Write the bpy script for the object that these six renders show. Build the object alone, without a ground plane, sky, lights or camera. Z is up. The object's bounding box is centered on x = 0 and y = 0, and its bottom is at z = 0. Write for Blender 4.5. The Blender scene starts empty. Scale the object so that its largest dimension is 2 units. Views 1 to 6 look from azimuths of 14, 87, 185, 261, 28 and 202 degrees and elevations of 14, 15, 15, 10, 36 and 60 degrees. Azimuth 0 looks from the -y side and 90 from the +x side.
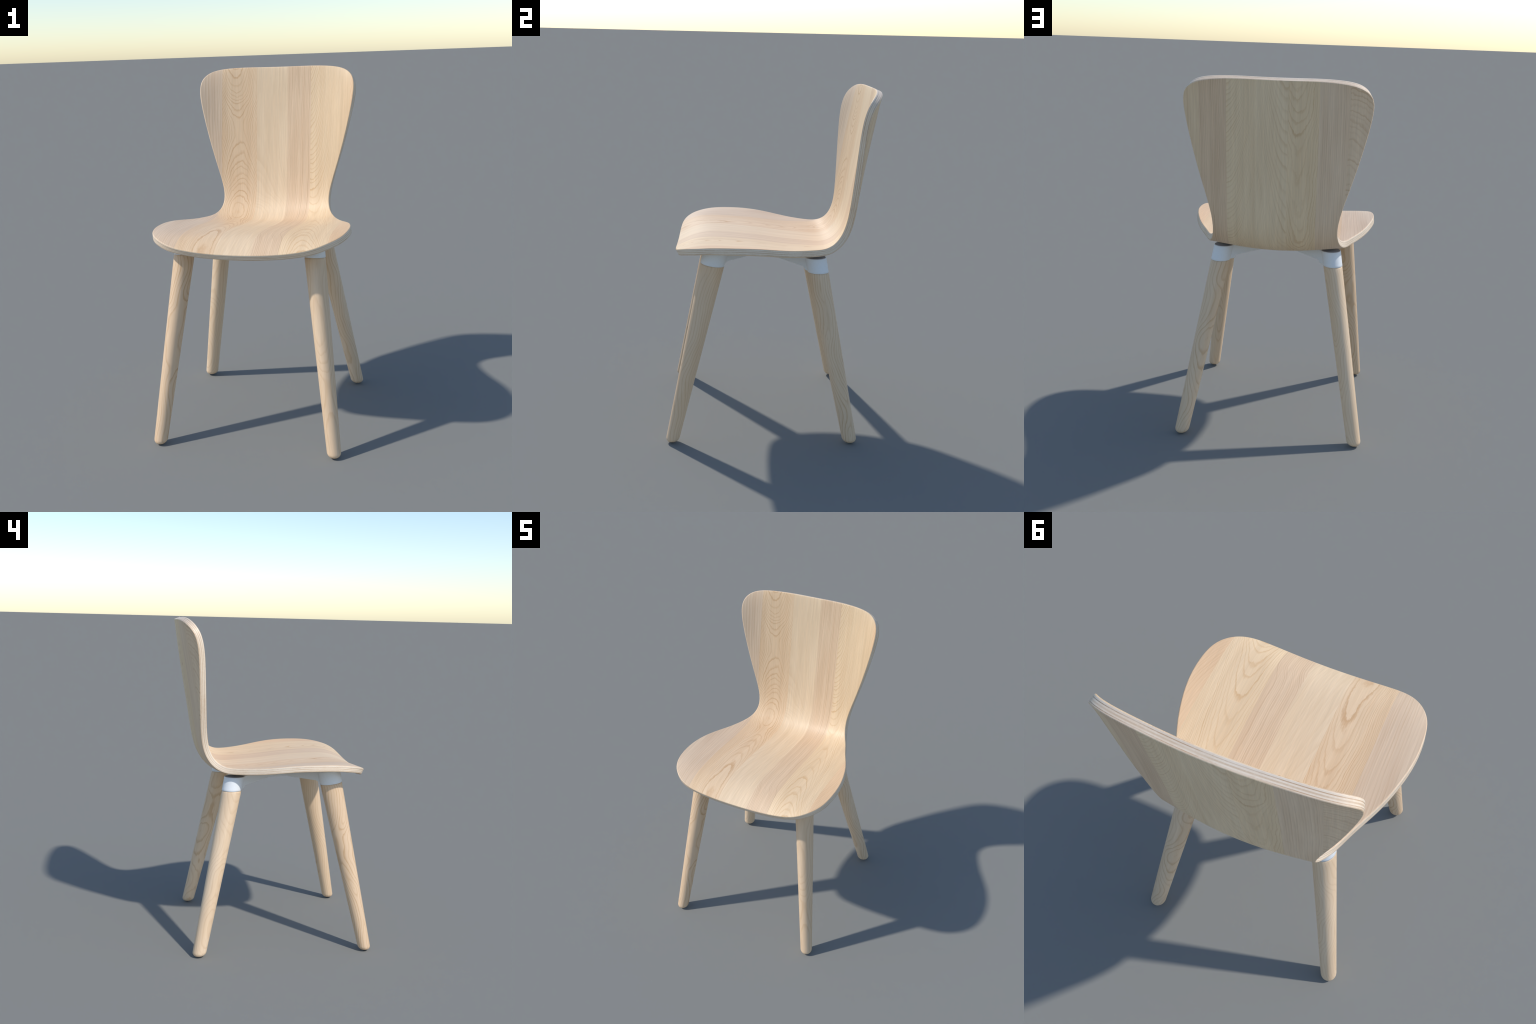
"""Moulded plywood side chair: one bent shell (seat + backrest) veneered in ash strips,
a white cross frame with four collars, four turned and splayed ash legs."""
import bpy, math
import numpy as np
from mathutils import Vector
from mathutils.geometry import delaunay_2d_cdt

# ------------------------------------------------------------------ shell description
# centre line of the upper face (y, z), from the front lip over the bend to the top rail
PROFILE = [(-0.5487, 1.0856), (-0.5045, 1.1099), (-0.4459, 1.1384), (-0.3608, 1.1539), (-0.2335, 1.148), (-0.0819, 1.1360),
           (0.0722, 1.1130), (0.2069, 1.1038), (0.3082, 1.0913), (0.3858, 1.1301), (0.4390, 1.2281), (0.4648, 1.4019),
           (0.5025, 1.6271), (0.5384, 1.8501), (0.5538, 1.9889), (0.5587, 1.9993)]
# dishing of the cross-section: rise = DISH2 * x^2 + DISH4 * x^4, both vary along the profile
DISH2 = [0.17, 0.262, 0.001, 0.069, 0.019, 0.452, 0.301, 0.39, 0.126, 0.202]
DISH4 = [0.037, -0.692, 0.188, 0.114, 0.543, -0.963, -0.566, 0.142, 1.175, -0.443]
# half outline of the blank: (half width, position along the profile)
OUTLINE = [(0.0, 0.0), (0.146, 0.0), (0.2927, 0.0038), (0.4164, 0.0187), (0.5089, 0.0875), (0.535, 0.1946),
           (0.5304, 0.2731), (0.4857, 0.357), (0.4391, 0.4139), (0.4017, 0.4636), (0.3661, 0.5365), (0.3307, 0.6242),
           (0.3187, 0.7063), (0.4043, 0.8033), (0.4812, 0.9183), (0.4691, 0.9695), (0.303, 1.0), (0.0, 1.0)]
THICK = 0.0390          # plywood thickness
GROW = 0.0018           # the blank reaches a little beyond the visible face edge
ROUND = 0.0055          # rounding of the edge
CUT = 0.605             # where the seat ends and the backrest begins (in the bend)
FACE_SEAMS = [-0.345, -0.130, 0.061, 0.207, 0.452]      # seams between veneer strips, sitting side
REAR_SEAMS = [-0.356, -0.211, -0.060, 0.100, 0.247, 0.386]     # and on the reverse
# plies through the thickness at the cut edge: (to fraction, tone)
PLIES = [(0.27, "face"), (0.345, "glue"), (0.48, "pale"), (0.62, "tan"), (0.755, "pale"), (0.825, "glue"), (1.0, "rear")]


def spline_basis(n, t, p=3):
    kn = np.concatenate([np.zeros(p), np.linspace(0, 1, n - p + 1), np.ones(p)])
    t = np.clip(np.asarray(t, float), 0, 1 - 1e-9)
    b = ((t[:, None] >= kn[None, :-1]) & (t[:, None] < kn[None, 1:])).astype(float)
    for k in range(1, p + 1):
        m = np.zeros((len(t), len(kn) - 1 - k))
        for i in range(len(kn) - 1 - k):
            a, c = kn[i + k] - kn[i], kn[i + k + 1] - kn[i + 1]
            if a > 0:
                m[:, i] += (t - kn[i]) / a * b[:, i]
            if c > 0:
                m[:, i] += (kn[i + k + 1] - t) / c * b[:, i + 1]
        b = m
    return b


_P = np.array(PROFILE)
_tab = np.linspace(0, 1, 2001)
_pr = spline_basis(len(_P), _tab) @ _P
_d = np.gradient(_pr, axis=0)
_d /= np.linalg.norm(_d, axis=1)[:, None]
_len = np.concatenate([[0], np.cumsum(np.linalg.norm(np.diff(_pr, axis=0), axis=1))])
LENGTH = _len[-1]
_h2 = spline_basis(len(DISH2), _tab) @ np.array(DISH2)
_h4 = spline_basis(len(DISH4), _tab) @ np.array(DISH4)


def shell_point(x, l):
    """Point of the upper face at sideways position x and length l along the centre line."""
    x, l = np.asarray(x, float), np.asarray(l, float)
    g = lambda a: np.interp(l, _len, a)
    ty, tz = g(_d[:, 0]), g(_d[:, 1])
    over = l - np.clip(l, 0, LENGTH)
    h = g(_h2) * x ** 2 + g(_h4) * x ** 4
    return np.stack([x, g(_pr[:, 0]) + over * ty - h * tz, g(_pr[:, 1]) + over * tz + h * ty], -1)


def shell_normal(x, l):
    e = 2e-3
    n = np.cross(shell_point(x + e, l) - shell_point(x - e, l), shell_point(x, l + e) - shell_point(x, l - e))
    return n / np.linalg.norm(n, axis=-1)[..., None]


# ------------------------------------------------------------------ scene helpers
def srgb(r, g, b):
    f = lambda c: c / 12.92 if c <= 0.04045 else ((c + 0.055) / 1.055) ** 2.4
    return (f(r / 255), f(g / 255), f(b / 255), 1.0)


def wood(r, g, b):
    """Wood tone: the same warm cast over all strips and legs."""
    return srgb(r * 0.992, g * 0.972, b * 0.950)


def rear_wood(r, g, b):
    return srgb(r * 1.03, g * 1.004, b * 0.982)


def add_object(name, mesh, parent=None):
    ob = bpy.data.objects.new(name, mesh)
    bpy.context.scene.collection.objects.link(ob)
    ob.parent = parent
    return ob


def make_mesh(name, verts, faces, mats, slots=None, normals=None):
    me = bpy.data.meshes.new(name)
    me.from_pydata([tuple(v) for v in verts], [], [tuple(int(i) for i in f) for f in faces])
    for m in mats:
        me.materials.append(m)
    if slots is not None:
        me.polygons.foreach_set("material_index", np.array(slots, np.int32))
    me.polygons.foreach_set("use_smooth", np.ones(len(me.polygons), bool))
    me.update()
    if normals is not None:
        me.normals_split_custom_set_from_vertices([tuple(n) for n in normals])
    return me


# ------------------------------------------------------------------ node helpers
class Sock:
    """A shader socket with arithmetic."""
    def __init__(self, tree, s):
        self.t, self.s = tree, s

    def _m(self, op, *a, clamp=False):
        n = self.t.nodes.new("ShaderNodeMath")
        n.operation, n.use_clamp = op, clamp
        for i, v in enumerate((self,) + a):
            if isinstance(v, Sock):
                self.t.links.new(v.s, n.inputs[i])
            else:
                n.inputs[i].default_value = v
        return Sock(self.t, n.outputs[0])

    def __add__(self, o): return self._m("ADD", o)
    def __sub__(self, o): return self._m("SUBTRACT", o)
    def __mul__(self, o): return self._m("MULTIPLY", o)
    def sqrt(self): return self._m("SQRT")
    def power(self, o): return self._m("POWER", o)
    def fract(self): return self._m("FRACT")
    def minimum(self, o): return self._m("MINIMUM", o)
    def maximum(self, o): return self._m("MAXIMUM", o)

    def ramp(self, a, b, c=0.0, d=1.0, smooth=True):
        n = self.t.nodes.new("ShaderNodeMapRange")
        n.interpolation_type = "SMOOTHSTEP" if smooth else "LINEAR"
        self.t.links.new(self.s, n.inputs["Value"])
        for k, v in zip(("From Min", "From Max", "To Min", "To Max"), (a, b, c, d)):
            n.inputs[k].default_value = v
        return Sock(self.t, n.outputs["Result"])


def start_material(name, roughness=0.45, specular=0.5):
    m = bpy.data.materials.new(name)
    m.use_nodes = True
    t = m.node_tree
    b = t.nodes["Principled BSDF"]
    b.inputs["Roughness"].default_value = roughness
    b.inputs["Specular IOR Level"].default_value = specular
    return m, t, b


def object_xyz(t):
    c, s = t.nodes.new("ShaderNodeTexCoord"), t.nodes.new("ShaderNodeSeparateXYZ")
    t.links.new(c.outputs["Object"], s.inputs[0])
    return [Sock(t, o) for o in s.outputs]


def noise(t, x, y, z=0.0, detail=2.0, rough=0.5):
    """3D noise at (x, y, z), about 0..1 around 0.5."""
    c, n = t.nodes.new("ShaderNodeCombineXYZ"), t.nodes.new("ShaderNodeTexNoise")
    for i, v in enumerate((x, y, z)):
        if isinstance(v, Sock):
            t.links.new(v.s, c.inputs[i])
        else:
            c.inputs[i].default_value = v
    t.links.new(c.outputs[0], n.inputs["Vector"])
    n.inputs["Scale"].default_value = 1.0
    n.inputs["Detail"].default_value = detail
    n.inputs["Roughness"].default_value = rough
    return Sock(t, n.outputs["Fac"])


def curve(t, value, points, lo, hi):
    """Free curve: value in [lo, hi] -> height given by points (position, height)."""
    n = t.nodes.new("ShaderNodeFloatCurve")
    ys = [p[1] for p in points]
    y0, y1 = min(ys), max(ys)
    cv = n.mapping.curves[0]
    while len(cv.points) < len(points):
        cv.points.new(0.5, 0.5)
    for cp, (px, py) in zip(cv.points, points):
        cp.location = ((px - lo) / (hi - lo), (py - y0) / (y1 - y0))
        cp.handle_type = "AUTO"
    n.mapping.update()
    t.links.new(((value - lo) * (1 / (hi - lo))).s, n.inputs["Value"])
    return Sock(t, n.outputs[0]) * (y1 - y0) + y0


def mix(t, fac, a, b, kind="MIX"):
    n = t.nodes.new("ShaderNodeMix")
    n.data_type, n.blend_type = "RGBA", kind
    for v, i in ((fac, n.inputs[0]), (a, n.inputs[6]), (b, n.inputs[7])):
        if isinstance(v, Sock):
            t.links.new(v.s, i)
        elif hasattr(v, "is_output"):
            t.links.new(v, i)
        else:
            i.default_value = v
    return n.outputs[2]


def grey(t, v):
    n = t.nodes.new("ShaderNodeCombineColor")
    for i in range(3):
        t.links.new(v.s, n.inputs[i])
    return n.outputs[0]


# ------------------------------------------------------------------ wood
def growth_lines(t, rings, width=0.42, faint=0.25):
    """Dark early-wood line of each growth ring: sharp on one side, fading on the other,
    some years strong and some hardly visible."""
    f = rings.fract()
    fade = f.ramp(0.0, width, 1.0, 0.0)
    rise = f.ramp(0.86, 1.0, 0.0, 1.0)

    def year(value):
        w = t.nodes.new("ShaderNodeTexWhiteNoise")
        w.noise_dimensions = "1D"
        t.links.new(value._m("FLOOR").s, w.inputs["W"])
        return Sock(t, w.outputs["Value"]) * (1.0 - faint) + faint
    return (fade * year(rings)).maximum(rise * year(rings + 1.0))


def veneer(name, seed, pale, deep, line, strength, bow=0.0, centre=(0.0, 0.0), across=0.0, along=None,
           sway=0.012, jitter=0.35, fibre=0.06, width=0.42, faint=0.25):
    """Ash veneer strip. Rings are level lines of bow*(x-xc)^2 + across*x + along(s): s runs up the
    shell (s = y + z grows steadily from the front lip over the bend to the top)."""
    m, t, b = start_material(name, 0.5, 0.4)
    x, y, z = object_xyz(t)
    s = y + z
    xs = x + (noise(t, x * 3.0, s * 2.2, seed, 1.5) - 0.5) * (sway * 2)
    ss = s + (noise(t, x * 9.0, s * 3.0, seed + 7.3, 2.0) - 0.5) * 0.07
    rings = xs * across + 40.0
    if bow:
        u = xs - ((s - 1.5) * centre[1] + centre[0])
        rings = rings + u * u * bow
    if along:
        rings = rings + curve(t, ss, along, 0.5, 2.6)
    rings = rings + (noise(t, rings * 0.55, s * 0.4, seed + 2.0, 1.0) - 0.5) * 1.3      # uneven ring spacing
    rings = rings + (noise(t, x * 30.0, s * 11.0, seed + 3.1, 3.0, 0.65) - 0.5) * jitter
    lines = growth_lines(t, rings, width, faint) * noise(t, x * 8.0, s * 3.0, seed + 11.0, 2.0).ramp(0.25, 0.7, 0.5, 1.0)
    broad = noise(t, x * 24.0, s * 1.6, seed + 5.0, 3.0).ramp(0.3, 0.7)
    col = mix(t, broad, pale, deep)
    col = mix(t, lines * strength, col, line)
    streak = noise(t, x * 330.0, s * 9.0, seed + 1.7, 3.0, 0.65).ramp(0.25, 0.75, 1.0 - fibre, 1.0 + fibre, False)
    band = noise(t, x * 120.0, s * 2.5, seed + 4.4, 2.0).ramp(0.3, 0.7, 1.0 - fibre * 0.6, 1.0 + fibre * 0.6, False)
    pore = noise(t, x * 620.0, s * 45.0, seed + 9.0, 1.0).ramp(0.62, 0.78, 1.0, 1.0 - fibre)
    col = mix(t, 1.0, col, grey(t, streak * pore * band), "MULTIPLY")
    t.links.new(col, b.inputs["Base Color"])
    t.links.new((lines * 0.06 + 0.49).s, b.inputs["Roughness"])
    return m


face_veneers = [
    veneer("veneer_straight_rose", 1.0, wood(223, 201, 175), wood(215, 190, 163), wood(196, 165, 132), 0.55,
           across=95.0, bow=60, centre=(-0.2, 0.1), along=[(0.5, 0), (1.4, 1.2), (2.6, 0)], width=0.7),
    veneer("veneer_figured", 2.0, wood(227, 201, 168), wood(222, 193, 158), wood(194, 152, 107), 0.8,
           bow=560, centre=(-0.222, -0.035),
           along=[(0.5, -4.4), (0.9, -2.9), (1.12, -1.0), (1.25, 0.6), (1.34, 1.5), (1.42, 0.5), (1.5, 0.15),
                  (1.62, 1.7), (1.8, 6.0), (2.0, 9.6), (2.12, 10.6), (2.22, 9.4), (2.4, 4.4), (2.6, 1.0)], sway=0.034, jitter=1.0, width=0.34, faint=0.35),
    veneer("veneer_plain", 3.0, wood(230, 208, 178), wood(224, 200, 168), wood(208, 176, 136), 0.34,
           bow=170, centre=(-0.17, 0.06), along=[(0.5, 5), (1.0, 2.5), (1.4, 0), (1.7, 7), (2.1, 11), (2.6, 12)], width=0.75),
    veneer("veneer_striped_rose", 4.0, wood(223, 198, 168), wood(215, 188, 157), wood(187, 152, 119), 0.58,
           across=105.0, along=[(0.5, 1), (0.68, 0.0), (0.85, 3.0), (1.3, 2.4), (2.6, 1.0)], sway=0.014, jitter=0.8, width=0.7),
    veneer("veneer_cathedral", 5.0, wood(228, 204, 170), wood(222, 196, 161), wood(200, 160, 112), 0.75,
           bow=560, centre=(0.245, -0.09),
           along=[(0.5, -9.5), (0.75, -5.5), (1.0, -2.6), (1.25, -0.4), (1.4, 0.6), (1.55, -0.6), (1.9, -9.0), (2.25, -18.5), (2.6, -29.0)], jitter=0.95, sway=0.02, width=0.34, faint=0.4),
    veneer("veneer_diagonal", 6.0, wood(225, 195, 160), wood(219, 187, 151), wood(200, 160, 118), 0.4,
           across=80.0, along=[(0.5, 24.0), (1.5, 0.0), (2.0, 3.0), (2.6, -6.0)], width=0.6),
]
rear_veneers = [
    veneer("veneer_rear_wavy", 11.0, rear_wood(225, 203, 175), rear_wood(217, 194, 166), rear_wood(188, 151, 112), 0.6,
           bow=260, centre=(-0.355, 0.0), along=[(0.5, 0.0), (1.4, 8.0), (2.0, 20.0), (2.6, 36.0)], sway=0.03, jitter=1.2),
    veneer("veneer_rear_straight", 12.0, rear_wood(224, 203, 177), rear_wood(217, 194, 167), rear_wood(188, 157, 124), 0.42,
           across=100.0, along=[(0.5, 0.0), (1.4, 1.0), (2.6, 0.0)], width=0.7),
    veneer("veneer_rear_figured", 13.0, rear_wood(227, 206, 173), rear_wood(221, 198, 164), rear_wood(190, 152, 106), 0.55,
           bow=620, centre=(-0.142, 0.03),
           along=[(0.5, 0.0), (1.0, 2.0), (1.35, 4.0), (1.6, 1.5), (1.85, -0.5), (2.2, -2.2), (2.4, -5.0), (2.6, -8.0)], sway=0.05, jitter=1.2, width=0.34, faint=0.3),
    veneer("veneer_rear_sweep", 14.0, rear_wood(230, 211, 180), rear_wood(224, 203, 171), rear_wood(194, 160, 116), 0.5,
           bow=430, centre=(-0.075, 0.01), along=[(0.5, 0.0), (1.35, 0.0), (1.6, -2.5), (2.0, -7.0), (2.6, -16.0)], sway=0.025, jitter=0.6, width=0.42),
    veneer("veneer_rear_feathered", 17.0, rear_wood(229, 209, 177), rear_wood(223, 201, 168), rear_wood(194, 159, 114), 0.5,
           bow=640, centre=(0.262, 0.0), along=[(0.5, 0.0), (1.4, 0.0), (1.6, -5.0), (2.0, -17.0), (2.6, -36.0)], sway=0.02, jitter=0.7, width=0.42),
    veneer("veneer_rear_striped", 15.0, rear_wood(221, 197, 168), rear_wood(213, 188, 159), rear_wood(182, 149, 117), 0.45,
           across=110.0, along=[(0.5, 0.0), (1.8, 1.5), (2.6, 0.0)], sway=0.016, jitter=0.9, width=0.7),
    veneer("veneer_rear_plain", 16.0, rear_wood(226, 205, 174), rear_wood(219, 196, 164), rear_wood(192, 160, 122), 0.35,
           across=60.0, along=[(0.5, 0.0), (2.6, 3.0)], width=0.7),
]


def edge_ply(name, seed, pale, deep, streaks):
    """Cut edge of one ply: pale wood with long streaks lying in the plane of the ply."""
    m, t, b = start_material(name, 0.5, 0.4)
    x, y, z = object_xyz(t)
    n = noise(t, x * 5.0 + seed, y * 5.0, z * 5.0, 4.0, 0.65)
    fine = noise(t, x * 90.0 + seed, y * 90.0, z * 90.0, 2.0, 0.6)
    f = (n * 0.75 + fine * 0.25).ramp(0.5 - streaks, 0.5 + streaks)
    t.links.new(mix(t, f, pale, deep), b.inputs["Base Color"])
    return m


ply_pale = edge_ply("ply_pale", 0.0, srgb(236, 219, 198), srgb(226, 204, 179), 0.15)
ply_tan = edge_ply("ply_tan", 3.0, srgb(224, 202, 176), srgb(211, 185, 157), 0.12)
ply_glue = edge_ply("ply_glue_line", 6.0, srgb(228, 206, 182), srgb(203, 170, 138), 0.12)
ply_rear = edge_ply("ply_outer", 9.0, srgb(228, 208, 184), srgb(214, 189, 161), 0.15)


def leg_wood():
    """Solid ash: growth rings around a pith line that lies outside the leg and is slightly
    tilted to it, so ovals and arches appear where the turned surface cuts them."""
    m, t, b = start_material("leg_ash", 0.48, 0.4)
    x, y, z = object_xyz(t)

    def prop(name):
        n = t.nodes.new("ShaderNodeAttribute")
        n.attribute_type, n.attribute_name = "OBJECT", '["%s"]' % name
        return Sock(t, n.outputs["Fac"])
    seed, lx, ly = prop("grain_seed"), prop("lean_x"), prop("lean_y")
    ux, uy = x - z * lx, y - z * ly
    bend = noise(t, seed, z * 2.2, 0.0, 1.5) - 0.5
    bend2 = noise(t, seed + 5.0, z * 2.2, 3.0, 1.5) - 0.5
    px = ux + bend * 0.26 - prop("pith_x")
    py = uy + bend2 * 0.26 - prop("pith_y")
    r = (px * px + py * py).sqrt()
    rings = r * 72.0 + (noise(t, ux * 22.0 + seed, uy * 22.0, z * 4.0, 3.0, 0.6) - 0.5) * 1.1
    lines = growth_lines(t, rings, 0.36, 0.5) * noise(t, ux * 8.0, uy * 8.0 + seed, z * 2.5, 2.0).ramp(0.3, 0.7, 0.6, 1.0)
    broad = noise(t, ux * 20.0 + seed, uy * 20.0, z * 2.0, 2.0).ramp(0.3, 0.7)
    col = mix(t, broad, wood(231, 209, 182), wood(225, 200, 170))
    col = mix(t, prop("tone"), col, wood(212, 182, 150))
    col = mix(t, lines * prop("figure"), col, wood(192, 154, 111))
    streak = noise(t, ux * 260.0, uy * 260.0, z * 9.0, 3.0, 0.65).ramp(0.25, 0.75, 0.94, 1.06, False)
    col = mix(t, 1.0, col, grey(t, streak), "MULTIPLY")
    t.links.new(col, b.inputs["Base Color"])
    return m


def plain(name, colour, roughness, specular=0.5):
    m, t, b = start_material(name, roughness, specular)
    x, y, z = object_xyz(t)
    n = noise(t, x * 160.0, y * 160.0, z * 160.0, 2.0)
    col = mix(t, n.ramp(0.3, 0.7), colour, tuple(c * 0.97 for c in colour[:3]) + (1.0,))
    t.links.new(col, b.inputs["Base Color"])
    return m


white_coat = plain("white_powder_coat", (0.80, 0.81, 0.82, 1.0), 0.4)
grey_matte = plain("neutral_grey", (0.46, 0.46, 0.48, 1.0), 0.7, 0.3)

# ------------------------------------------------------------------ the chair
chair = bpy.data.objects.new("wooden_chair", None)
bpy.context.scene.collection.objects.link(chair)
chair["label"] = "pale ash plywood shell chair with splayed round legs"
chair["category"] = "chair"

# --- outline of the blank in flat coordinates (x, l), walked once round, densely
_t = np.linspace(0, 1, 4001)
_o = spline_basis(len(OUTLINE), _t) @ np.array(OUTLINE)
half = np.stack([_o[:, 0], np.interp(np.clip(_o[:, 1], 0, 1), _tab, _len)], 1)
full = np.vstack([half, (half * [-1, 1])[::-1][1:-1]])            # right side up, left side down
closed = np.vstack([full, full[:1]])
acc = np.concatenate([[0], np.cumsum(np.linalg.norm(np.diff(closed, axis=0), axis=1))])
N_RIM = 640
walk = lambda q: np.stack([np.interp(q % acc[-1], acc, closed[:, i]) for i in (0, 1)], -1)


def outward(q):
    d = walk(q + 2e-3) - walk(q - 2e-3)
    d /= np.linalg.norm(d, axis=-1)[..., None]
    return np.stack([d[..., 1], -d[..., 0]], -1)


def inset(q, depth):
    return walk(q) + (GROW - depth) * outward(q)


cut_l = float(np.interp(CUT, _tab, _len))
LEAN_EDGE = 0.13        # the backrest's cut edge leans in towards the reverse


def edge_lean(q):
    u = np.clip((walk(q)[..., 1] - cut_l - 0.05) / 0.25, 0, 1)
    return LEAN_EDGE * u * u * (3 - 2 * u)


def make_rim(seams, tau):
    """Rim stations for the face lying tau below the upper one, with a vertex on every seam."""
    stops = list(np.arange(N_RIM) * acc[-1] / N_RIM)
    fine = np.arange(0, acc[-1], acc[-1] / 8000)
    side_loop = inset(fine, (ROUND + edge_lean(fine) * tau)[:, None])
    hits = []
    for value, axis in [(v, 0) for v in seams] + [(cut_l, 1)]:
        side = side_loop[:, axis] - value
        for i in np.nonzero(side * np.roll(side, -1) < 0)[0]:
            lo, hi = fine[i], fine[i] + fine[1] - fine[0]
            for _ in range(40):                                     # close in on the crossing
                mid = (lo + hi) / 2
                m = inset(np.array([mid]), (ROUND + edge_lean(np.array([mid])) * tau)[:, None])[0, axis] - value
                lo, hi = (mid, hi) if m * side[i] > 0 else (lo, mid)
            stops = [w for w in stops if abs(w - lo) > 0.0012] + [lo]
    stops = np.array(sorted(stops))
    return dict(stops=stops, out=outward(stops), n=len(stops), inner=inset(stops, (ROUND + edge_lean(stops) * tau)[:, None]))


def rim_ring(rim, depth, tau, lift):
    """Ring of the rim: depth inward from the outline, tau below the upper face; lift turns the
    normal from the edge (0) towards the upper (+) or lower (-) face."""
    c = inset(rim["stops"], (depth + edge_lean(rim["stops"]) * tau)[:, None])
    n = shell_normal(c[:, 0], c[:, 1])
    e = 2e-3
    a = shell_point(c[:, 0] + e * rim["out"][:, 0], c[:, 1] + e * rim["out"][:, 1]) - shell_point(c[:, 0], c[:, 1])
    a /= np.linalg.norm(a, axis=1)[:, None]
    nn = a * math.cos(lift) + n * math.sin(lift)
    return shell_point(c[:, 0], c[:, 1]) - tau * n, nn / np.linalg.norm(nn, axis=1)[:, None]


def triangulate(seams, rim):
    """Flat blank cut along the seams and along the bend line, filled with an even grid."""
    inner, n_rim = rim["inner"], rim["n"]
    pts = [tuple(p) for p in inner]
    edges = [(i, (i + 1) % n_rim) for i in range(n_rim)]

    def seam(axis, value):
        ends = [i for i in range(n_rim) if abs(inner[i, axis] - value) < 2e-5]
        ends.sort(key=lambda i: inner[i, 1 - axis])
        for a, c in zip(ends[::2], ends[1::2]):
            lo, hi = inner[a, 1 - axis], inner[c, 1 - axis]
            k = max(2, int((hi - lo) / 0.012))
            ids = [a]
            for j in range(1, k):
                v = lo + (hi - lo) * j / k
                pts.append((value, v) if axis == 0 else (v, value))
                ids.append(len(pts) - 1)
            ids.append(c)
            edges.extend(zip(ids[:-1], ids[1:]))
    for v in seams:
        seam(0, v)
    seam(1, cut_l)
    poly = inner
    gx, gl = np.meshgrid(np.arange(-0.54, 0.541, 0.0125), np.arange(0.004, LENGTH, 0.0125))
    g = np.stack([gx.ravel(), gl.ravel()], 1)
    inside = np.zeros(len(g), bool)
    for (x0, y0), (x1, y1) in zip(poly, np.roll(poly, -1, axis=0)):
        hit = (y0 > g[:, 1]) != (y1 > g[:, 1])
        if hit.any():
            xx = x0 + (g[:, 1] - y0) / (y1 - y0 + 1e-15) * (x1 - x0)
            inside ^= hit & (g[:, 0] < xx)
    far = np.array([((poly - p) ** 2).sum(1).min() > 0.005 ** 2 for p in g])
    near_seam = np.min(np.abs(g[:, :1] - np.array(seams)[None]), axis=1) < 0.004
    g = g[inside & far & ~near_seam & (np.abs(g[:, 1] - cut_l) > 0.004)]
    pts.extend(tuple(p) for p in g)
    v, _, f, vo, _, _ = delaunay_2d_cdt([Vector(p) for p in pts], edges, [], 1, 1e-7)
    v = np.array([(a.x, a.y) for a in v])
    rim_of = {}
    for new, olds in enumerate(vo):
        for o in olds:
            if o < n_rim:
                rim_of[o] = new
    return v, np.array([list(q) for q in f]), rim_of


cores = {}
quarter = [(ROUND * (1 - math.sin(a)), ROUND * (1 - math.cos(a)), math.pi / 2 - a) for a in np.linspace(0, math.pi / 2, 5)]


def region(p, l, seams):
    return int(np.searchsorted(seams, p)), ("backrest" if l > cut_l else "seat")


# --- plywood core: the cut edges of the inner plies, one ring of faces per ply
bands = [f * THICK for f, _ in PLIES]
tone = {"glue": 0, "pale": 1, "tan": 2}
inner_bands = [(bands[i - 1], bands[i], tone[PLIES[i][1]]) for i in range(1, len(PLIES) - 1)]
core_rim = make_rim([], THICK / 2)
n_rim, inner = core_rim["n"], core_rim["inner"]
for part in ("seat", "backrest"):
    verts, norms, faces, slots = [], [], [], []
    use = [k for k in range(n_rim) if (inner[k, 1] + inner[(k + 1) % n_rim, 1]) / 2 * (1 if part == "backrest" else -1) > cut_l * (1 if part == "backrest" else -1)]
    for lo, hi, slot in inner_bands:
        groove = 0.0004 if slot == 0 else 0.0
        for tau in (lo, hi):
            p, n = rim_ring(core_rim, groove, tau, 0.0)
            verts.append(p); norms.append(n)
        base = (len(verts) - 2) * n_rim
        for k in use:
            k2 = (k + 1) % n_rim
            faces.append((base + k, base + n_rim + k, base + n_rim + k2, base + k2))
            slots.append(slot)
    allv, alln = np.vstack(verts), np.vstack(norms)
    keep = np.unique(np.array(faces))
    where = np.full(len(allv), -1); where[keep] = np.arange(len(keep))
    me = make_mesh(part, allv[keep], where[np.array(faces)], [ply_glue, ply_pale, ply_tan], slots, alln[keep])
    cores[part] = add_object(part, me, chair)

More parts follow.
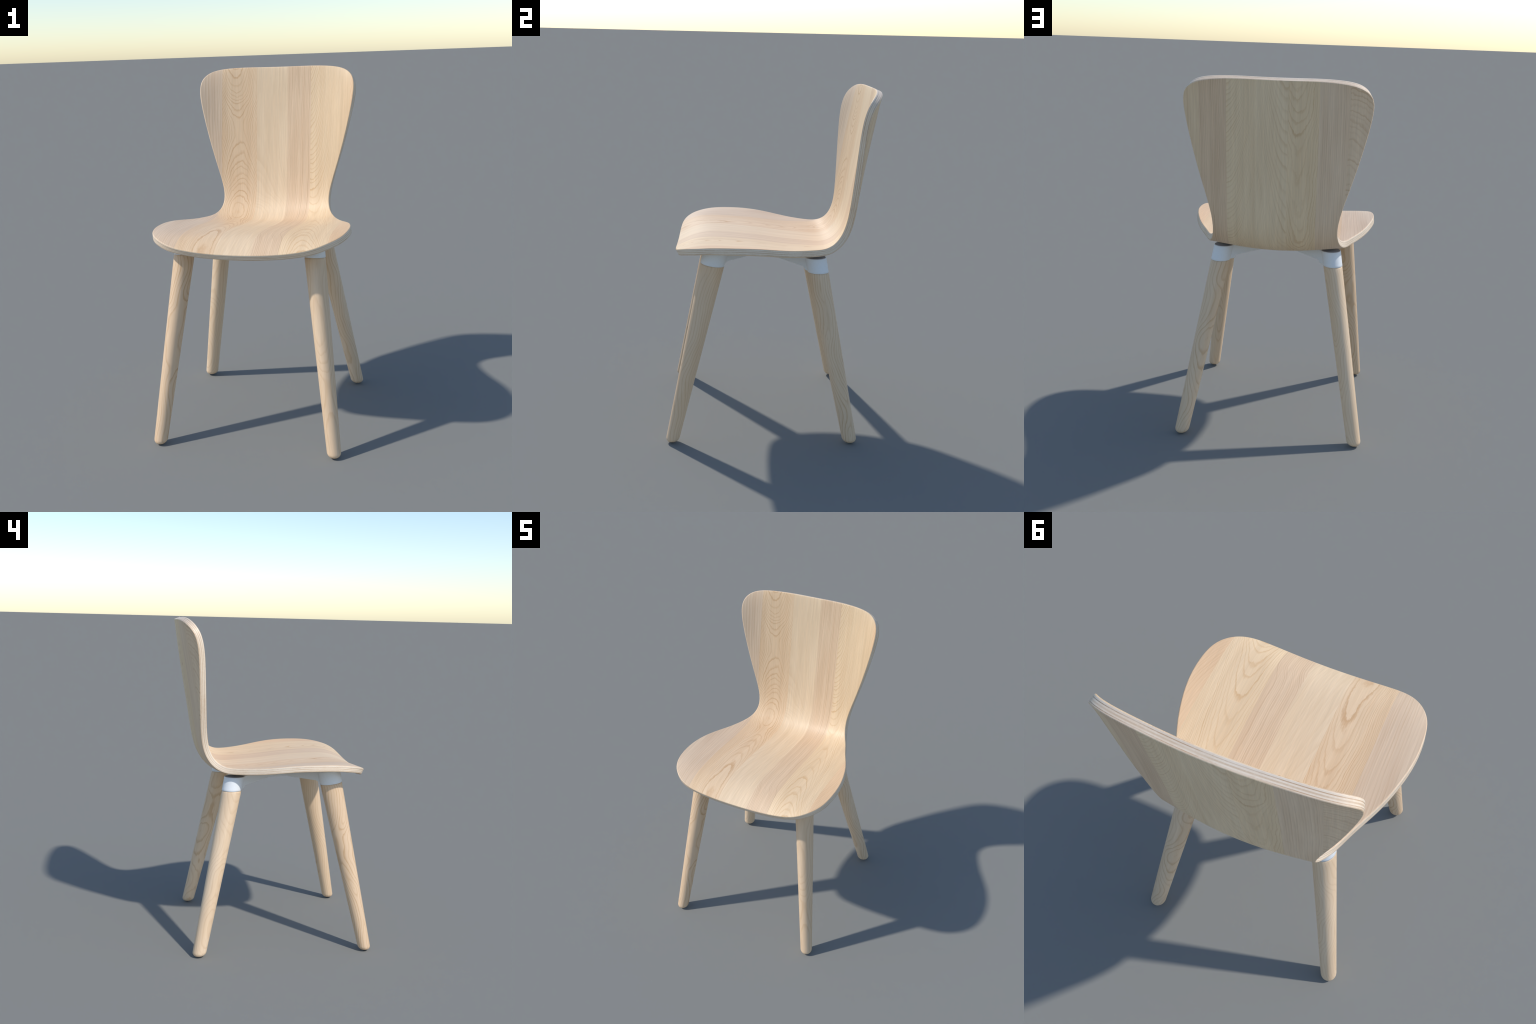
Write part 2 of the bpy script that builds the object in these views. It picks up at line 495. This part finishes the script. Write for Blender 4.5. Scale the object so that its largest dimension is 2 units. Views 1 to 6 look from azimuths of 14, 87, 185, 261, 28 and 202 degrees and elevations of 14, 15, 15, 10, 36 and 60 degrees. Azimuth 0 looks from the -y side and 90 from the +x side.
# --- face veneers: strips on the sitting side and on the reverse
for seams, mats, side in ((FACE_SEAMS, face_veneers, +1), (REAR_SEAMS, rear_veneers, -1)):
    rim = make_rim(seams, 0.0 if side > 0 else THICK)
    n_rim, inner = rim["n"], rim["inner"]
    flat, tris, rim_of = triangulate(seams, rim)
    nrm = shell_normal(flat[:, 0], flat[:, 1])
    surf = shell_point(flat[:, 0], flat[:, 1]) - (0.0 if side > 0 else THICK) * nrm
    if side > 0:
        prof = quarter + [(0.0, bands[0], 0.0)]
    else:
        prof = [(d, THICK - tau, -a) for d, tau, a in quarter] + [(0.0, bands[-2], 0.0)]
    rings = [rim_ring(rim, *p) for p in prof]
    for s_i in range(len(seams) + 1):
        for part in ("seat", "backrest"):
            cen = flat[tris].mean(1)
            pick = (np.searchsorted(seams, cen[:, 0]) == s_i) & ((cen[:, 1] > cut_l) == (part == "backrest"))
            if not pick.any():
                continue
            f3 = tris[pick] if side > 0 else tris[pick][:, ::-1]
            mid = (inner + np.roll(inner, -1, axis=0)) / 2
            ks = [k for k in range(n_rim) if np.searchsorted(seams, mid[k, 0]) == s_i and (mid[k, 1] > cut_l) == (part == "backrest")]
            verts, norms = [surf], [nrm * side]
            for p, n in rings[1:]:
                verts.append(p); norms.append(n)
            allv, alln = np.vstack(verts), np.vstack(norms)
            nf = len(flat)
            faces, slots = [tuple(q) for q in f3], [0] * len(f3)
            idx = lambda r, k: rim_of[k % n_rim] if r == 0 else nf + (r - 1) * n_rim + k % n_rim
            for r in range(len(rings) - 1):
                for k in ks:
                    q = (idx(r, k), idx(r + 1, k), idx(r + 1, k + 1), idx(r, k + 1))
                    faces.append(q if side > 0 else q[::-1])
                    slots.append(0 if r < 3 else 1)
            used = np.unique(np.array([i for f in faces for i in f]))
            where = np.full(len(allv), -1); where[used] = np.arange(len(used))
            me = make_mesh("veneer_strip", allv[used], [tuple(where[i] for i in f) for f in faces],
                           [mats[s_i], ply_pale if side > 0 else ply_rear], slots, alln[used])
            add_object("veneer_strip", me, cores[part])

# ------------------------------------------------------------------ legs, collars, frame
# axis at the floor and at z = 1, half widths (x, y) there, tilt of the joint plane in y, joint and collar-top heights
FRONT = dict(foot=(0.4848, -0.5625), top=(0.3645, -0.3434), r0=(0.0370, 0.0378), r1=(0.0548, 0.0649), tilt=-0.155, joint=1.031, cap=1.113)
REAR = dict(foot=(0.4905, 0.4671), top=(0.3108, 0.2598), r0=(0.0392, 0.0410), r1=(0.0530, 0.0596), tilt=0.0, joint=0.980, cap=1.064)
SEG = 64
ang = np.arange(SEG) * math.tau / SEG


def leg_ring(d, z, grow=0.0, scale=1.0, sx=1):
    """Horizontal-ish section of a leg at height z, relative to its foot."""
    lean = ((d["top"][0] - d["foot"][0]) * sx, d["top"][1] - d["foot"][1])
    rx = (d["r0"][0] + (d["r1"][0] - d["r0"][0]) * z + grow) * scale
    ry = (d["r0"][1] + (d["r1"][1] - d["r0"][1]) * z + grow) * scale
    dx, dy = rx * np.cos(ang), ry * np.sin(ang)
    return np.stack([lean[0] * z + dx, lean[1] * z + dy, z + d["tilt"] * min(z, 1.05) * dy], 1)


def lathe(rings, close=(True, True)):
    v = np.vstack(rings)
    f = [(r * SEG + i, r * SEG + (i + 1) % SEG, (r + 1) * SEG + (i + 1) % SEG, (r + 1) * SEG + i)
         for r in range(len(rings) - 1) for i in range(SEG)]
    if close[0]:
        f.append(tuple(range(SEG))[::-1])
    if close[1]:
        f.append(tuple((len(rings) - 1) * SEG + i for i in range(SEG)))
    return v, f


leg_mat = leg_wood()
foot_disc_mat = plain("dark_matte", (0.05, 0.05, 0.05, 1.0), 0.9, 0.1)
frame_faces, frame_verts = [], []
frame = None
legs = []
for d, fr in ((FRONT, "front"), (REAR, "rear")):
    for sx in (1, -1):
        sect = []
        R, LIFT = 0.027, 0.005                                        # rounded foot, standing on a thin glide
        for a in np.linspace(0, math.pi / 2, 10):
            zz = LIFT + R * (1 - math.cos(a))
            sect.append(leg_ring(d, zz, grow=-R * (1 - math.sin(a)), sx=sx))
        for zz in np.linspace(0.045, d["joint"] - 0.006, 40):
            sect.append(leg_ring(d, zz, sx=sx))
        sect.append(leg_ring(d, d["joint"] - 0.002, grow=-0.0008, sx=sx))
        sect.append(leg_ring(d, d["joint"], grow=-0.004, sx=sx))
        sect.append(leg_ring(d, d["joint"] + 0.02, grow=-0.004, sx=sx))
        v, f = lathe(sect)
        me = make_mesh("leg", v, f, [leg_mat])
        leg = add_object("leg", me, chair)
        leg.location = (d["foot"][0] * sx, d["foot"][1], 0)
        leg["lean_x"] = (d["top"][0] - d["foot"][0]) * sx
        leg["lean_y"] = d["top"][1] - d["foot"][1]
        legs.append((leg, d, sx))
        v, f = lathe([np.stack([rr * np.cos(ang), rr * np.sin(ang), np.full(SEG, zz)], 1) for rr, zz in ((0.010, 0.0), (0.012, 0.002), (0.012, 0.007))])
        disc = add_object("foot_disc", make_mesh("foot_disc", v, f, [foot_disc_mat]), leg)
        disc.data.set_sharp_from_angle(angle=math.radians(40))
for (leg, d, sx), (seed, px, py, tone, figure) in zip(legs, [(1.3, -0.02, 0.09, 0.3, 0.42), (4.7, -0.05, 0.0, 0.5, 0.75), (8.2, 0.06, -0.01, 0.15, 0.66), (12.9, 0.09, 0.06, 0.05, 0.36)]):
    leg["grain_seed"], leg["pith_x"], leg["pith_y"], leg["tone"], leg["figure"] = seed, px, py, tone, figure

# --- cross frame: four bars from the hub to the collars
HUB = np.array([0.0, -0.035])
HUB_LOW, HUB_TOP = 1.022, 1.083


def rounded_box(w, lo, hi, r=0.006, n=4):
    out = []
    for cx, cz, a0 in ((w - r, hi - r, 0), (-w + r, hi - r, 90), (-w + r, lo + r, 180), (w - r, lo + r, 270)):
        for a in np.linspace(a0, a0 + 90, n):
            out.append((cx + r * math.cos(math.radians(a)), cz + r * math.sin(math.radians(a))))
    return out


fv, ff = [], []
for leg, d, sx in legs:
    zc = d["joint"] + 0.04
    c = np.array([(d["foot"][0] + (d["top"][0] - d["foot"][0]) * zc) * sx, d["foot"][1] + (d["top"][1] - d["foot"][1]) * zc])
    u = c - HUB
    L = np.linalg.norm(u); u /= L
    w = np.array([-u[1], u[0]])
    low_end = 1.044 if d is FRONT else 0.999
    top_end = d["cap"] - 0.004
    start = len(fv)
    dist = [0.0, 0.06, 0.15, 0.22, L - 0.095, L - 0.082, L - 0.072, L - 0.064, L - 0.058, L - 0.052, L - 0.035, L - 0.005]
    for s in dist:
        q = s / L
        lo = HUB_LOW + (low_end - HUB_LOW) * q
        hi = HUB_TOP + (top_end - HUB_TOP) * q
        near = max(0.0, 1 - (L - s - 0.054) / 0.020)
        lo -= 0.020 * min(near, 1.0) ** 2.2
        lo = max(lo, d["joint"] + 0.004)
        half_w = 0.047 - 0.006 * q
        for a, z in rounded_box(half_w, lo, hi):
            p = HUB + u * s + w * a
            fv.append((p[0], p[1], z))
    k = 16
    for r in range(len(dist) - 1):
        for i in range(k):
            a, b2 = start + r * k + i, start + r * k + (i + 1) % k
            ff.append((a, b2, b2 + k, a + k))
    ff.append(tuple(start + i for i in range(k))[::-1])
# hub plate
start = len(fv)
for rr, zz in ((0.0, HUB_LOW - 0.001), (0.098, HUB_LOW - 0.001), (0.105, HUB_LOW + 0.005), (0.108, HUB_TOP - 0.004), (0.104, HUB_TOP + 0.001), (0.0, HUB_TOP + 0.001)):
    for a in np.arange(48) * math.tau / 48:
        fv.append((HUB[0] + max(rr, 1e-4) * math.cos(a), HUB[1] + max(rr, 1e-4) * math.sin(a), zz))
for r in range(5):
    for i in range(48):
        a, b2 = start + r * 48 + i, start + r * 48 + (i + 1) % 48
        ff.append((a, b2, b2 + 48, a + 48))
frame = add_object("frame", make_mesh("frame", fv, ff, [white_coat]), chair)
frame.data.set_sharp_from_angle(angle=math.radians(40))

for leg, d, sx in legs:
    j, cap = d["joint"] + 0.0015, d["cap"]
    rise = lambda z, g: leg_ring(d, z, grow=g, sx=sx)
    sect = [rise(j, -0.004), rise(j, -0.0005), rise(j + 0.0015, 0.0008)]
    sect += [rise(z, 0.0008) for z in np.linspace(j + 0.01, cap - 0.004, 8)]
    sect += [rise(cap - 0.0015, 0.0002), rise(cap, -0.0018), rise(cap, -0.004), rise(cap - 0.004, -0.0045)]
    v, f = lathe(sect, (True, False))
    v = v + np.array([d["foot"][0] * sx, d["foot"][1], 0])
    collar = add_object("collar", make_mesh("collar", v, f, [white_coat]), frame)
    collar.data.set_sharp_from_angle(angle=math.radians(50))
    sect = [rise(cap - 0.004, -0.004), rise(cap - 0.001, -0.0045), rise(cap - 0.0005, -0.008)]
    v, f = lathe(sect, (False, True))
    v = v + np.array([d["foot"][0] * sx, d["foot"][1], 0])
    cap_disc = add_object("collar_disc", make_mesh("collar_disc", v, f, [grey_matte]), frame)
    cap_disc.data.set_sharp_from_angle(angle=math.radians(50))
